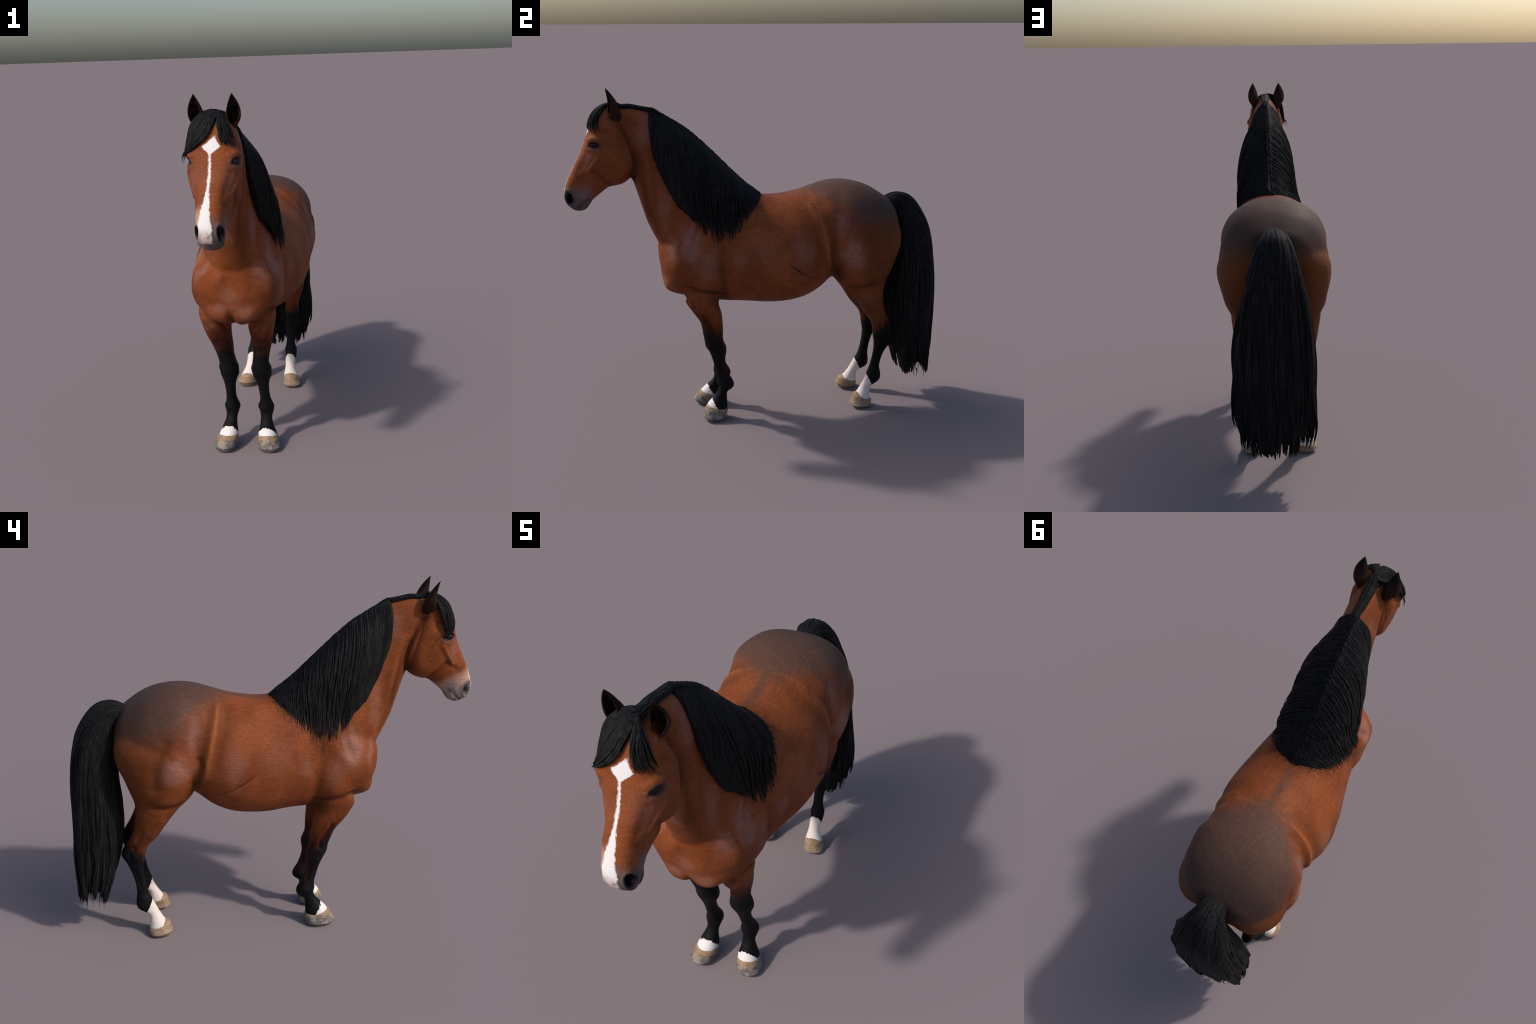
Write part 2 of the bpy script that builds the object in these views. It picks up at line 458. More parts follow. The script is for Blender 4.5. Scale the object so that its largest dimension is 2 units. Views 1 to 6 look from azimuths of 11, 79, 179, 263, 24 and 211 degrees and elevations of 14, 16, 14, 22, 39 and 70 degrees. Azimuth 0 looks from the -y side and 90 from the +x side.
# ------------------------------------------------------------------ node helpers
class G:
    """Small expression builder for shader nodes."""
    def __init__(self, name):
        self.mat = bpy.data.materials.new(name)
        self.mat.use_nodes = True
        self.nt = self.mat.node_tree
        self.nt.nodes.clear()
        self.out = self.nt.nodes.new('ShaderNodeOutputMaterial')
        self.bsdf = self.nt.nodes.new('ShaderNodeBsdfPrincipled')
        self.nt.links.new(self.bsdf.outputs[0], self.out.inputs[0])
        tc = self.nt.nodes.new('ShaderNodeTexCoord')
        self.co = tc.outputs['Object']
        self.nrm = tc.outputs['Normal']
        s = self.nt.nodes.new('ShaderNodeSeparateXYZ')
        self.nt.links.new(self.co, s.inputs[0])
        self.x, self.y, self.z = s.outputs
    def put(self, sock, v):
        if hasattr(v, 'is_linked') or isinstance(v, bpy.types.NodeSocket):
            self.nt.links.new(v, sock)
        else:
            sock.default_value = v
    def m(self, op, *a, clamp=False):
        n = self.nt.nodes.new('ShaderNodeMath')
        n.operation = op
        n.use_clamp = clamp
        for i, v in enumerate(a):
            self.put(n.inputs[i], v)
        return n.outputs[0]
    def add(self, a, b): return self.m('ADD', a, b)
    def sub(self, a, b): return self.m('SUBTRACT', a, b)
    def mul(self, a, b): return self.m('MULTIPLY', a, b)
    def mx(self, a, b): return self.m('MAXIMUM', a, b)
    def mn(self, a, b): return self.m('MINIMUM', a, b)
    def inv(self, a): return self.m('SUBTRACT', 1.0, a)
    def ss(self, a, b, v):
        n = self.nt.nodes.new('ShaderNodeMapRange')
        n.interpolation_type = 'SMOOTHSTEP'
        flip = a > b
        n.inputs[1].default_value, n.inputs[2].default_value = (b, a) if flip else (a, b)
        n.inputs[3].default_value, n.inputs[4].default_value = (1, 0) if flip else (0, 1)
        self.put(n.inputs[0], v)
        return n.outputs[0]
    def vm(self, op, a, b):
        n = self.nt.nodes.new('ShaderNodeVectorMath')
        n.operation = op
        self.put(n.inputs[0], a)
        if b is not None:
            self.put(n.inputs[1], b)
        return n.outputs['Value'] if op in ('DOT_PRODUCT', 'LENGTH') else n.outputs[0]
    def vec(self, x, y, z):
        n = self.nt.nodes.new('ShaderNodeCombineXYZ')
        for i, v in enumerate((x, y, z)):
            self.put(n.inputs[i], v)
        return n.outputs[0]
    def blob(self, c, r, co=None):
        d = self.vm('MULTIPLY', self.vm('SUBTRACT', co or self.co, c), tuple(1 / k for k in r))
        return self.m('EXPONENT', self.mul(self.vm('DOT_PRODUCT', d, d), -1.0))
    def streak(self, p, q, w, co=None, stretch=1.0):
        """Soft elongated mark in the side (y,z) plane from p to q."""
        cy, cz = (p[0] + q[0]) / 2, (p[1] + q[1]) / 2
        dy, dz = q[0] - p[0], q[1] - p[1]
        L = math.hypot(dy, dz)
        uy, uz = dy / L, dz / L
        d = self.vm('SUBTRACT', co or self.co, (0, cy, cz))
        a = self.vm('DOT_PRODUCT', d, (0, uy * 2 / L * .8, uz * 2 / L * .8))
        b = self.vm('DOT_PRODUCT', d, (0, -uz / w, uy / w))
        a2 = self.mul(a, a)
        return self.m('EXPONENT', self.mul(self.add(self.mul(a2, a2), self.mul(b, b)), -1.0))
    def noise(self, scale, detail=3, rough=.55, co=None, stretch=None, rot=None, dist=0.0):
        v = co or self.co
        if stretch or rot:
            mp = self.nt.nodes.new('ShaderNodeMapping')
            self.nt.links.new(v, mp.inputs[0])
            if rot: mp.inputs['Rotation'].default_value = rot
            if stretch: mp.inputs['Scale'].default_value = stretch
            v = mp.outputs[0]
        n = self.nt.nodes.new('ShaderNodeTexNoise')
        self.nt.links.new(v, n.inputs['Vector'])
        n.inputs['Scale'].default_value = scale
        n.inputs['Detail'].default_value = detail
        n.inputs['Roughness'].default_value = rough
        n.inputs['Distortion'].default_value = dist
        return n.outputs['Fac']
    def mix(self, f, a, b, mode='MIX'):
        n = self.nt.nodes.new('ShaderNodeMix')
        n.data_type = 'RGBA'
        n.blend_type = mode
        self.put(n.inputs[0], f)
        for i, v in ((6, a), (7, b)):
            self.put(n.inputs[i], (*v, 1) if isinstance(v, tuple) and len(v) == 3 else v)
        return n.outputs[2]
    def bump(self, h, strength, dist, normal=None):
        n = self.nt.nodes.new('ShaderNodeBump')
        n.inputs['Strength'].default_value = strength
        n.inputs['Distance'].default_value = dist
        self.put(n.inputs['Height'], h)
        if normal is not None:
            self.nt.links.new(normal, n.inputs['Normal'])
        return n.outputs[0]
    def finish(self, color, rough=.5, spec=.3, normal=None, **kw):
        self.put(self.bsdf.inputs['Base Color'], (*color, 1) if isinstance(color, tuple) and len(color) == 3 else color)
        self.put(self.bsdf.inputs['Roughness'], rough)
        self.put(self.bsdf.inputs['Specular IOR Level'], spec)
        if normal is not None:
            self.nt.links.new(normal, self.bsdf.inputs['Normal'])
        for k, v in kw.items():
            self.put(self.bsdf.inputs[k.replace('_', ' ')], v)
        return self.mat

BLACK = (.0065, .0063, .0072)
RUST = (.238, .064, .0205)
UMBER = (.112, .034, .0095)
PAINTED_SHEEN = (.285, .130, .098)
GREYB = (.084, .047, .035)

def coat(name):
    """Bay coat shared by every part of the skin: returns builder and colour."""
    g = G(name)
    axn = g.m('ABSOLUTE', g.x)
    g.sco = g.vec(axn, g.y, g.z)
    grain = g.noise(135, 3, .6, stretch=(1.1, .17, 1.0), rot=(.22, 0, 0))
    g.fine = g.noise(330, 2, .55, stretch=(1, .15, 1.0), rot=(.26, 0, 0))
    big = g.noise(7, 3, .5)
    mid = g.noise(26, 3, .55)
    grain = g.ss(.27, .73, grain)
    g.fine = g.ss(.27, .73, g.fine)
    g.grain, g.big, g.mid = grain, big, mid
    c = g.mix(g.ss(.34, .66, big), RUST, (.180, .046, .0140))
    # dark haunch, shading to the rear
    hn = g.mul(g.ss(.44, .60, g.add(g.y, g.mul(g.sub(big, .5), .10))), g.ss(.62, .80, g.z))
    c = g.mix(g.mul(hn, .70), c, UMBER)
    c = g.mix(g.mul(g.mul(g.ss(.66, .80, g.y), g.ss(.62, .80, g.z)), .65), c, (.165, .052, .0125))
    # greyish highlights painted into the coat colour on shoulder, haunch and ribs
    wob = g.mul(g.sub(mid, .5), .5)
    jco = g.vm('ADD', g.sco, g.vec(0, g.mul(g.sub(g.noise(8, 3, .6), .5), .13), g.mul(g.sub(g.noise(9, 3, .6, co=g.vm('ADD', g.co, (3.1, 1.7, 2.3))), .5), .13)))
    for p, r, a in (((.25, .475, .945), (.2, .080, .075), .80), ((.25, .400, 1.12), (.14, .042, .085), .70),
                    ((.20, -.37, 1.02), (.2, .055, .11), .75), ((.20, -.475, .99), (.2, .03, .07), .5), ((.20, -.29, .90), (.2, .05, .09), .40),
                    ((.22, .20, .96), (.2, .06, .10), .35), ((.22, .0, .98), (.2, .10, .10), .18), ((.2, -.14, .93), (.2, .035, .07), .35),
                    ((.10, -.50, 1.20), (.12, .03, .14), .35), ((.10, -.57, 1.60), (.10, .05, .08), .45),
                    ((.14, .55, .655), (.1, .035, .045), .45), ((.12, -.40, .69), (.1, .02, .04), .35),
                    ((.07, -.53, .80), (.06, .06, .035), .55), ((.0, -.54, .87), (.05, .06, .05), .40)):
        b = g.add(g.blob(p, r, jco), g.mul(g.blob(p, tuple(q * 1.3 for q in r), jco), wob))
        c = g.mix(g.mul(g.ss(.08, .95, b), a), c, PAINTED_SHEEN)
    # occlusion shade in the hollows, tinted umber
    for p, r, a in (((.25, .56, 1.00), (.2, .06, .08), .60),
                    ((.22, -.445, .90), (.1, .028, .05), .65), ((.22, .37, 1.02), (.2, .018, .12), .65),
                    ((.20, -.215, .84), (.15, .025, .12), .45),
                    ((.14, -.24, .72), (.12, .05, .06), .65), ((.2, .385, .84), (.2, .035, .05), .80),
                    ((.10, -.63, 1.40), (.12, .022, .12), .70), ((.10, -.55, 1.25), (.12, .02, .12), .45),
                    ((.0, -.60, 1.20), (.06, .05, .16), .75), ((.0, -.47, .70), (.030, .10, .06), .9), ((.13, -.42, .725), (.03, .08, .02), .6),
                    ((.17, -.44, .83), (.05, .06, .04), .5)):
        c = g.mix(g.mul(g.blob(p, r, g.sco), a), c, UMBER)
    c = g.mix(g.mul(g.blob((.03, -.655, 1.36), (.09, .030, .05), g.sco), .7), c, (.045, .014, .004))  # shadow below the jaw, darkened into the throat colour
    # painted fold shadows: elbow, shoulder back, flank hollows; flank ridge lightened as lit
    CREASE_SHADE = (.045, .014, .004)
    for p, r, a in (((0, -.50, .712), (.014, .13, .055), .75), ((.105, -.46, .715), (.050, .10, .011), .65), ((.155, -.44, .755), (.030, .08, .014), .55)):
        c = g.mix(g.mul(g.blob(p, r, g.sco), a), c, CREASE_SHADE)
    for p, q, w, a, col in (((-.205, .735), (-.395, .783), .011, .75, CREASE_SHADE), ((-.222, .90), (-.205, .74), .018, .42, CREASE_SHADE),
                            ((-.24, .70), (-.16, .665), .030, .75, CREASE_SHADE), ((.385, .87), (.42, .785), .022, .70, CREASE_SHADE),
                            ((.470, .742), (.60, .752), .014, .45, CREASE_SHADE),
                    ((-.695, 1.61), (-.638, 1.45), .011, .50, CREASE_SHADE), ((-.640, 1.47), (-.648, 1.36), .012, .60, CREASE_SHADE),
                    ((-.835, 1.407), (-.760, 1.325), .008, .45, CREASE_SHADE), ((-.612, 1.42), (-.578, 1.20), .012, .50, CREASE_SHADE),
                    ((-.578, 1.22), (-.525, 1.06), .012, .40, UMBER), ((-.630, 1.33), (-.600, 1.13), .010, .35, PAINTED_SHEEN),
                    ((-.335, 1.12), (-.365, 1.03), .010, .35, CREASE_SHADE), ((-.375, 1.13), (-.415, 1.06), .009, .30, CREASE_SHADE),
                    ((-.300, 1.09), (-.330, 1.00), .010, .25, CREASE_SHADE),
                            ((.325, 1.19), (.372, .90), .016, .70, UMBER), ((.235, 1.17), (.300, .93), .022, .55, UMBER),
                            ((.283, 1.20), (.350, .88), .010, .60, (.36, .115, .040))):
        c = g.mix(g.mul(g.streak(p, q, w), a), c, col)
    belly = g.mul(g.ss(.72, .64, g.z), g.ss(-.25, -.15, g.y))  # underside shade baked into the belly colour
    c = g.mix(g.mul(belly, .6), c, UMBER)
    # grey-brown croup and dorsal stripe: a funnel opening to the rear
    feather = g.mul(g.sub(g.noise(45, 3, .65, stretch=(1.6, .35, 1)), .5), .16)
    wy = g.ss(-.05, .10, g.add(g.sub(g.y, g.add(.165, g.mul(axn, .85))), feather))
    lim = g.add(g.mul(g.ss(.28, .62, g.y), -.115), 1.230)
    top = g.ss(-.085, .06, g.add(g.sub(g.z, lim), g.mul(feather, .55)))
    croup = g.mul(wy, top)
    stripe = g.mul(g.m('EXPONENT', g.mul(g.m('POWER', g.mul(axn, 38), 2.0), -1.0)),
                   g.mul(g.ss(1.18, 1.21, g.z), g.ss(.0, .1, g.y)))
    c = g.mix(g.mul(g.mx(croup, g.mul(stripe, .75)), .93), c, GREYB)
    c = g.mix(g.mul(g.mul(croup, g.ss(.42, .72, g.y)), .75), c, (.056, .033, .026))
    c = g.mix(g.mul(g.blob((.22, .50, 1.12), (.15, .10, .06), g.sco), .55), c, (.10, .050, .040))
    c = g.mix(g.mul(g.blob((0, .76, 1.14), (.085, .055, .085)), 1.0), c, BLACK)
    # dark scar-like vein line along the belly
    jig = g.vm('ADD', g.sco, g.vec(0, 0, g.mul(g.sub(g.mid, .5), .016)))
    mark = g.mx(g.streak((.130, .902), (.222, .842), .0055, jig), g.mul(g.streak((.21, .846), (.285, .812), .0045, jig), .6))
    c = g.mix(g.mul(mark, .85), c, (.055, .014, .005))
    c = g.mix(g.mul(g.blob((.2, .185, .835), (.2, .05, .025), g.sco), .25), c, (.20, .10, .05))
    return g, c

def finish_coat(g, c, rough=.58, spec=.10, white=0.0):
    plain = c
    v = g.add(.87, g.mul(g.grain, .26))
    v2 = g.add(.84, g.mul(g.fine, .32))
    c = g.mix(1.0, c, g.vec(v, v, v), 'MULTIPLY')
    c = g.mix(1.0, c, g.vec(v2, v2, v2), 'MULTIPLY')
    c = g.mix(g.mul(white, .85) if white else 0.0, c, plain)
    n = g.bump(g.add(g.grain, g.mul(g.fine, .6)), .16, .003)
    return g.finish(c, rough, spec, n, Sheen_Weight=.0)

# torso / neck -------------------------------------------------------------
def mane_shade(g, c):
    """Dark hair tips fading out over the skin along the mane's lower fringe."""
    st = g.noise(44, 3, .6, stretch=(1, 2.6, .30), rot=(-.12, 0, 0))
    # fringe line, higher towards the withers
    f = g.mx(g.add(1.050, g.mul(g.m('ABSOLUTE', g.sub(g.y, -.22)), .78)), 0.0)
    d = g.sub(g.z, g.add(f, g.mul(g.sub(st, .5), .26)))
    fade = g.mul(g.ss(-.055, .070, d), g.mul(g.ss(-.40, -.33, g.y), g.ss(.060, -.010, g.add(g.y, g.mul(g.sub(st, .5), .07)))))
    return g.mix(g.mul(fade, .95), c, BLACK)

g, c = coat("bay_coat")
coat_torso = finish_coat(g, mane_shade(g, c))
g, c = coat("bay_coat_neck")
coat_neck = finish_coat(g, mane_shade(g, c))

# legs ---------------------------------------------------------------------
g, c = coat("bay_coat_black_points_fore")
st = g.noise(30, 2, .5, stretch=(1, 1.6, .35))
lim = g.add(g.add(.500, g.mul(g.sub(-.26, g.y), .9)), g.mul(g.sub(st, .5), .13))
c = g.mix(g.ss(.12, -.03, g.sub(g.z, g.add(lim, .03))), c, (.085, .018, .006))
blk = g.ss(.060, -.055, g.sub(g.z, lim))
rear = g.mul(g.ss(-.225, -.195, g.y), g.ss(.20, .30, g.z))
c = g.mix(g.mul(blk, g.sub(1.0, g.mul(rear, .35))), c, BLACK)
c = g.mix(g.mul(g.streak((-.315, .60), (-.275, .50), .006), .7), c, (.012, .006, .004))
edge = g.add(g.sub(.112, g.mul(g.add(g.y, .275), 1.75)), g.mul(g.sub(g.noise(110, 3, .65), .5), .055))
white = g.mul(g.ss(.003, -.003, g.sub(g.z, edge)), g.ss(.135, .125, g.z))
c = g.mix(white, c, (.80, .74, .71))
coat_fore = finish_coat(g, c, white=white)

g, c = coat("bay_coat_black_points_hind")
st = g.noise(30, 3, .55, stretch=(1, 1.4, .6))
lim = g.add(g.add(.455, g.mul(g.sub(g.y, .64), .8)), g.mul(g.sub(st, .5), .14))
c = g.mix(g.ss(.07, -.02, g.sub(g.z, g.add(lim, .02))), c, (.13, .030, .010))
blk = g.ss(.045, -.045, g.sub(g.z, lim))
c = g.mix(blk, c, BLACK)
edge = g.add(g.sub(.195, g.mul(g.sub(g.y, .603), 2.2)), g.mul(g.sub(g.noise(120, 3, .6), .5), .03))
white = g.mul(g.ss(.003, -.003, g.sub(g.z, edge)), g.ss(.235, .205, g.z))
c = g.mix(white, c, (.78, .70, .65))
c = g.mix(g.mul(g.mul(white, g.noise(30, 3, .6)), .25), c, (.80, .55, .46))
coat_hind = finish_coat(g, c, white=white)

# head ---------------------------------------------------------------------
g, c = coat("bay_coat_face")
hx = g.sub(g.x, .022)
ahx = g.m('ABSOLUTE', hx)
hco = g.vec(ahx, g.y, g.z)
for p, r, a, col in (((.07, -.87, 1.47), (.05, .04, .06), .45, (.30, .12, .085)),
                     ((.10, -.72, 1.42), (.08, .07, .07), .5, (.24, .062, .015)),
                     ((.07, -.90, 1.365), (.04, .03, .03), .5, (.17, .05, .012)),
                     ((.07, -.845, 1.40), (.05, .018, .012), .6, (.10, .028, .009)),
                     ((.055, -.925, 1.375), (.05, .010, .010), .6, (.06, .018, .006)),
                     ((.08, -.80, 1.30), (.06, .06, .025), .6, (.15, .035, .010)),
                     ((.09, -.655, 1.42), (.06, .018, .12), .8, (.06, .016, .006)),
                     ((.085, -.77, 1.60), (.05, .03, .015), .35, (.13, .035, .012)),
                     ((.06, -.70, 1.70), (.05, .04, .03), .45, (.33, .12, .08))):
    c = g.mix(g.mul(g.blob(p, r, hco), a), c, col)
# soft grey and pale muzzle
along = g.add(g.mul(g.y, -.42), g.mul(g.z, -.907))     # distance down the nose
mz = g.ss(-.815, -.745, g.add(along, g.mul(g.sub(g.mid, .5), .05)))
right = g.ss(.01, -.03, hx)
c = g.mix(g.mul(g.ss(-.86, -.79, along), g.mul(right, .75)), c, (.62, .36, .26))
c = g.mix(g.mul(mz, .85), c, g.mix(right, (.10, .092, .092), (.30, .25, .235)))
c = g.mix(g.mul(g.blob((.06, -.895, 1.285), (.05, .035, .035), hco), .7), c, (.17, .155, .155))
spots = g.ss(.52, .60, g.noise(75, 3, .6))
c = g.mix(g.mul(g.mul(g.ss(-.745, -.715, along), spots), .8), c, (.025, .023, .026))
# blaze: a diamond on the forehead, a thin strip, widening over the nose
wn = g.add(g.mul(g.sub(g.noise(120, 3, .7, stretch=(1.4, 1, .6)), .5), .012), g.mul(g.sub(g.noise(38, 2, .5), .5), .012))
bx = g.add(g.sub(g.x, g.add(g.add(.0235, g.mul(g.mx(g.sub(g.z, 1.585), 0.0), .28)), g.mul(g.ss(1.46, 1.34, g.z), -.007))), wn)
abx = g.m('ABSOLUTE', bx)
dia = g.mx(g.sub(.038, g.mul(g.m('ABSOLUTE', g.sub(g.z, 1.597)), 1.05)), 0.0)
wid = g.add(.0052, g.mul(g.ss(1.46, 1.31, g.z), .018))
wid = g.add(wid, g.mul(g.ss(1.34, 1.285, g.z), .006))
hw = g.sub(g.mx(dia, wid), g.mul(g.ss(1.42, 1.30, g.z), g.mul(g.ss(.45, .65, g.noise(60, 3, .6)), .003)))
front = g.mul(g.ss(1.64, 1.625, g.z), g.ss(1.222, 1.245, g.z))
lead = g.ss(.055, .045, g.add(g.y, g.add(.84, g.mul(g.sub(1.60, g.z), .47))))  # only the front of the face
blaze = g.mul(g.ss(.0035, -.0035, g.sub(abx, hw)), g.mul(front, lead))
c = g.mix(blaze, c, (.80, .76, .75))
low = g.ss(1.295, 1.245, g.z)
c = g.mix(g.mul(g.mul(blaze, low), .75), c, (.52, .34, .28))
c = g.mix(g.mul(g.mul(g.mul(blaze, low), g.ss(.48, .62, g.noise(55, 3, .6))), .8), c, (.10, .085, .08))
# nostrils and lips, eye rims
nos = g.mx(g.blob((.050, -.968, 1.264), (.030, .021, .031), hco), g.blob((.026, -.948, 1.262), (.026, .024, .026), hco))
c = g.mix(g.mul(g.ss(.02, .25, nos), .6), c, (.075, .066, .066))
c = g.mix(g.ss(.25, .55, nos), c, (.010, .009, .011))
lip = g.streak((-.880, 1.256), (-.945, 1.200), .004)
c = g.mix(g.mul(lip, .8), c, (.02, .018, .02))
chin = g.mul(g.blob((.03, -.93, 1.195), (.05, .04, .02), hco), .7)
c = g.mix(chin, c, (.13, .10, .09))
eye = g.blob((.10, -.830, 1.533), (.05, .038, .022), hco)
c = g.mix(g.ss(.30, .75, eye), c, (.022, .018, .018))
c = g.mix(g.mul(g.ss(.05, .3, eye), .35), c, (.10, .06, .05))
# black at the poll
pol = g.mul(g.ss(1.690, 1.715, g.z), g.ss(.055, .030, ahx))
c = g.mix(g.mul(pol, .9), c, BLACK)
c = g.mix(g.mul(g.blob((.07, -.735, 1.675), (.04, .03, .035), hco), .75), c, (.03, .014, .008))
coat_head = finish_coat(g, c, white=blaze)

# hooves, eyes, ears, hair ---------------------------------------------------
def hoof_mat(name, grey):
    g = G(name)
    rings = g.noise(16, 4, .7, stretch=(1, 1, 3.5), dist=.6)
    grow = g.noise(90, 3, .6, stretch=(1, 1, .25))
    blot = g.noise(34, 4, .65)
    c = g.mix(g.ss(.35, .65, rings), (.31, .185, .095), (.40, .28, .175))
    low = g.mul(g.ss(.082, .035, g.add(g.z, g.mul(g.sub(blot, .5), .10))), grey)
    c = g.mix(low, c, g.mix(g.ss(.4, .62, blot), (.12, .105, .095), (.28, .25, .225)))
    c = g.mix(g.mul(g.ss(.56, .70, blot), .45), c, (.24, .10, .05))
    c = g.mix(g.mul(g.ss(.016, .004, g.z), .55), c, (.30, .29, .25))
    c = g.mix(g.mul(g.ss(.45, .75, grow), .30), c, (.12, .09, .07))
    n = g.bump(g.add(g.mul(rings, 1.0), g.add(g.mul(grow, .35), g.mul(blot, .5))), .5, .005)
    return g.finish(c, .55, .3, n)
hoof_front = hoof_mat("horn_grey_tan", 1.0)
hoof_back = hoof_mat("horn_tan", .25)

g = G("dark_wet_eye")
eye_mat = g.finish((.003, .003, .0045), .16, .30)

def hair_mat(name, rot=(0, 0, 0)):
    g = G(name)
    n1 = g.noise(95, 3, .6, stretch=(1, 1, .06), rot=rot)
    n2 = g.noise(18, 2, .5)
    c = g.mix(g.ss(.38, .74, n1), (.0068, .0068, .0078), (.021, .0205, .021))  # paler streaks draw the glints on strands into the black
    c = g.mix(g.mul(g.ss(.45, .7, n2), .3), c, (.020, .018, .017))
    return g.finish(c, .62, .07, g.bump(n1, .35, .003))
hair = hair_mat("black_hair")

g = G("ear_fur")
hx = g.m('ABSOLUTE', g.sub(g.x, .02))
tip = g.ss(1.715, 1.775, g.add(g.z, g.mul(g.sub(g.noise(60, 3, .6), .5), .03)))
c = g.mix(tip, (.040, .015, .009), (.006, .005, .005))
c = g.mix(g.mul(g.noise(160, 3, .6, stretch=(1, 1, .3)), .55), c, (.018, .010, .007))
ear_out = g.finish(c, .7, .08, g.bump(g.fine if hasattr(g, 'fine') else g.noise(260, 3, .6), .2, .003))
g = G("ear_inner_fur")
n = g.noise(80, 3, .6, stretch=(1, 1, .3))
c = g.mix(g.ss(.4, .7, n), (.007, .006, .006), (.060, .024, .010))
c = g.mix(g.mul(g.blob((.08, -.73, 1.715), (.025, .05, .05), g.vec(g.m('ABSOLUTE', g.sub(g.x, .02)), g.y, g.z)), .85), c, (.006, .005, .005))
ear_in = g.finish(c, .8, .06, g.bump(n, .3, .004))

# ------------------------------------------------------------------ top object
horse = bpy.data.objects.new("horse", None)
horse.empty_display_size = .3
scene.collection.objects.link(horse)
horse["label"] = "standing bay horse with black mane, tail and white blaze"
horse["category"] = "horse"

# ------------------------------------------------------------------ split skin into parts
FC = P[Q].mean(1)
fy, fz, fx = FC[:, 1], FC[:, 2], FC[:, 0]
region = np.zeros(len(Q), int)                                   # torso
neckside = (fy - .03) * (-.43) + (fz - 1.235) * .56
region[(fz > .88) & ((fy * -.50 + fz * .86 - (.53 * .50 + .93 * .86)) + (fy + .53) * .35 > .0) & (fy < .03)] = 1
region[(fz > 1.1) & (fy < -.672 - (fz - 1.345) * .10)] = 2
foreline = .700 + .14 * (-(fy + .22))
region[(fz < foreline) & (fy < -.15)] = np.where(fx[(fz < foreline) & (fy < -.15)] > 0, 3, 4)
hind = (fy > .36) & (fz < .80 + .25 * (fy - .40)) & (fz < .55 + (np.abs(fx) > .015) * 9) & (fy > .36 + .9 * np.clip(fz - .72, 0, 1))
region[hind] = np.where(fx[hind] > 0, 5, 6)
VN = [tuple(n) for n in N]
names = ["torso", "neck", "head", "forelimb", "forelimb.001", "hindlimb", "hindlimb.001"]
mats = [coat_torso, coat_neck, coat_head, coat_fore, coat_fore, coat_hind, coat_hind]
skin = {}
for k, nm in enumerate(names):
    q = Q[region == k]
    ids, inv = np.unique(q, return_inverse=True)
    inv = inv.reshape(-1, 4)
    me = bpy.data.meshes.new(nm)
    me.vertices.add(len(ids))
    me.vertices.foreach_set("co", P[ids].ravel())
    me.loops.add(len(q) * 4)
    me.loops.foreach_set("vertex_index", inv.ravel().astype(np.int32))
    me.polygons.add(len(q))
    me.polygons.foreach_set("loop_start", np.arange(0, len(q) * 4, 4, dtype=np.int32))
    me.update(calc_edges=True)
    me.polygons.foreach_set("use_smooth", np.ones(len(q), bool))
    me.normals_split_custom_set_from_vertices([VN[i] for i in ids])
    skin[nm] = add_obj(nm, me, horse, mats[k])

# ------------------------------------------------------------------ hooves
def hoof(toe_top, heel_top, toe_low, heel_low, xt, wt, xl, wl, mat, parent, seed):
    (ty, tz), (hy, hz), (ay, az), (by, bz) = toe_top, heel_top, toe_low, heel_low
    def at(f, grow=0.0):
        return (ty + (ay - ty) * f - grow, tz + (az - tz) * f, hy + (by - hy) * f + grow, hz + (bz - hz) * f,
                xt + (xl - xt) * f, wt + (wl - wt) * f + grow, 2.1, 2.5, .46)
    rows = [at(-.12, -.018), at(-.06, -.009), at(.02, -.002), at(.14, .0005), at(.30, .001), at(.55, .0005), at(.85, .0015), at(1.0, .001)]
    last = list(at(1.0, -.016))
    last[1] = .001; last[3] = .001
    rows.append(tuple(last))
    V, F = loft(rows, 40, 5)
    r = np.random.default_rng(seed)
    k = r.normal(0, 60, (8, 3)); p = r.uniform(0, 6.28, (8, 1))
    n = np.sin(k @ V.T + p).mean(0)
    ctr = np.array([xl, (ay + by) / 2, 0])
    d = V - ctr; d[:, 2] = 0
    d /= np.maximum(np.linalg.norm(d, axis=1, keepdims=True), 1e-6)
    V = V + d * (n * .006)[:, None] + d * (np.sin(V[:, 2] * 420 + n * 5) * .0003)[:, None]
    V[:, 2] = np.maximum(V[:, 2] + n * .003, 0.0)
    return add_obj("hoof", mesh_from("hoof", V, F), parent, mat)

hoof((-.308, .082), (-.190, .060), (-.330, .024), (-.198, .012), .108, .050, .115, .057, hoof_front, skin["forelimb"], 1)
hoof((-.322, .079), (-.198, .057), (-.354, .028), (-.206, .012), -.092, .049, -.106, .057, hoof_front, skin["forelimb.001"], 2)
hoof((.532, .077), (.630, .044), (.514, .018), (.626, .010), .111, .046, .118, .050, hoof_back, skin["hindlimb"], 3)
hoof((.520, .073), (.626, .040), (.503, .030), (.622, .010), -.148, .046, -.158, .051, hoof_back, skin["hindlimb.001"], 4)

# ------------------------------------------------------------------ eyes
def sphere(c, r, nu=32, nvv=20):
    V, F = [], []
    for i in range(nvv + 1):
        t = math.pi * i / nvv
        for j in range(nu):
            a = 2 * math.pi * j / nu
            V.append((c[0] + r[0] * math.sin(t) * math.cos(a), c[1] + r[1] * math.sin(t) * math.sin(a), c[2] + r[2] * math.cos(t)))
    for i in range(nvv):
        for j in range(nu):
            k = (j + 1) % nu
            F.append((i * nu + j, (i + 1) * nu + j, (i + 1) * nu + k, i * nu + k))
    return np.array(V), F
for s in (1, -1):
    V, F = sphere((.022 + s * .0745, -.830, 1.533), (.022, .027, .021))
    add_obj("eye", mesh_from("eye", V, F), skin["head"], eye_mat)

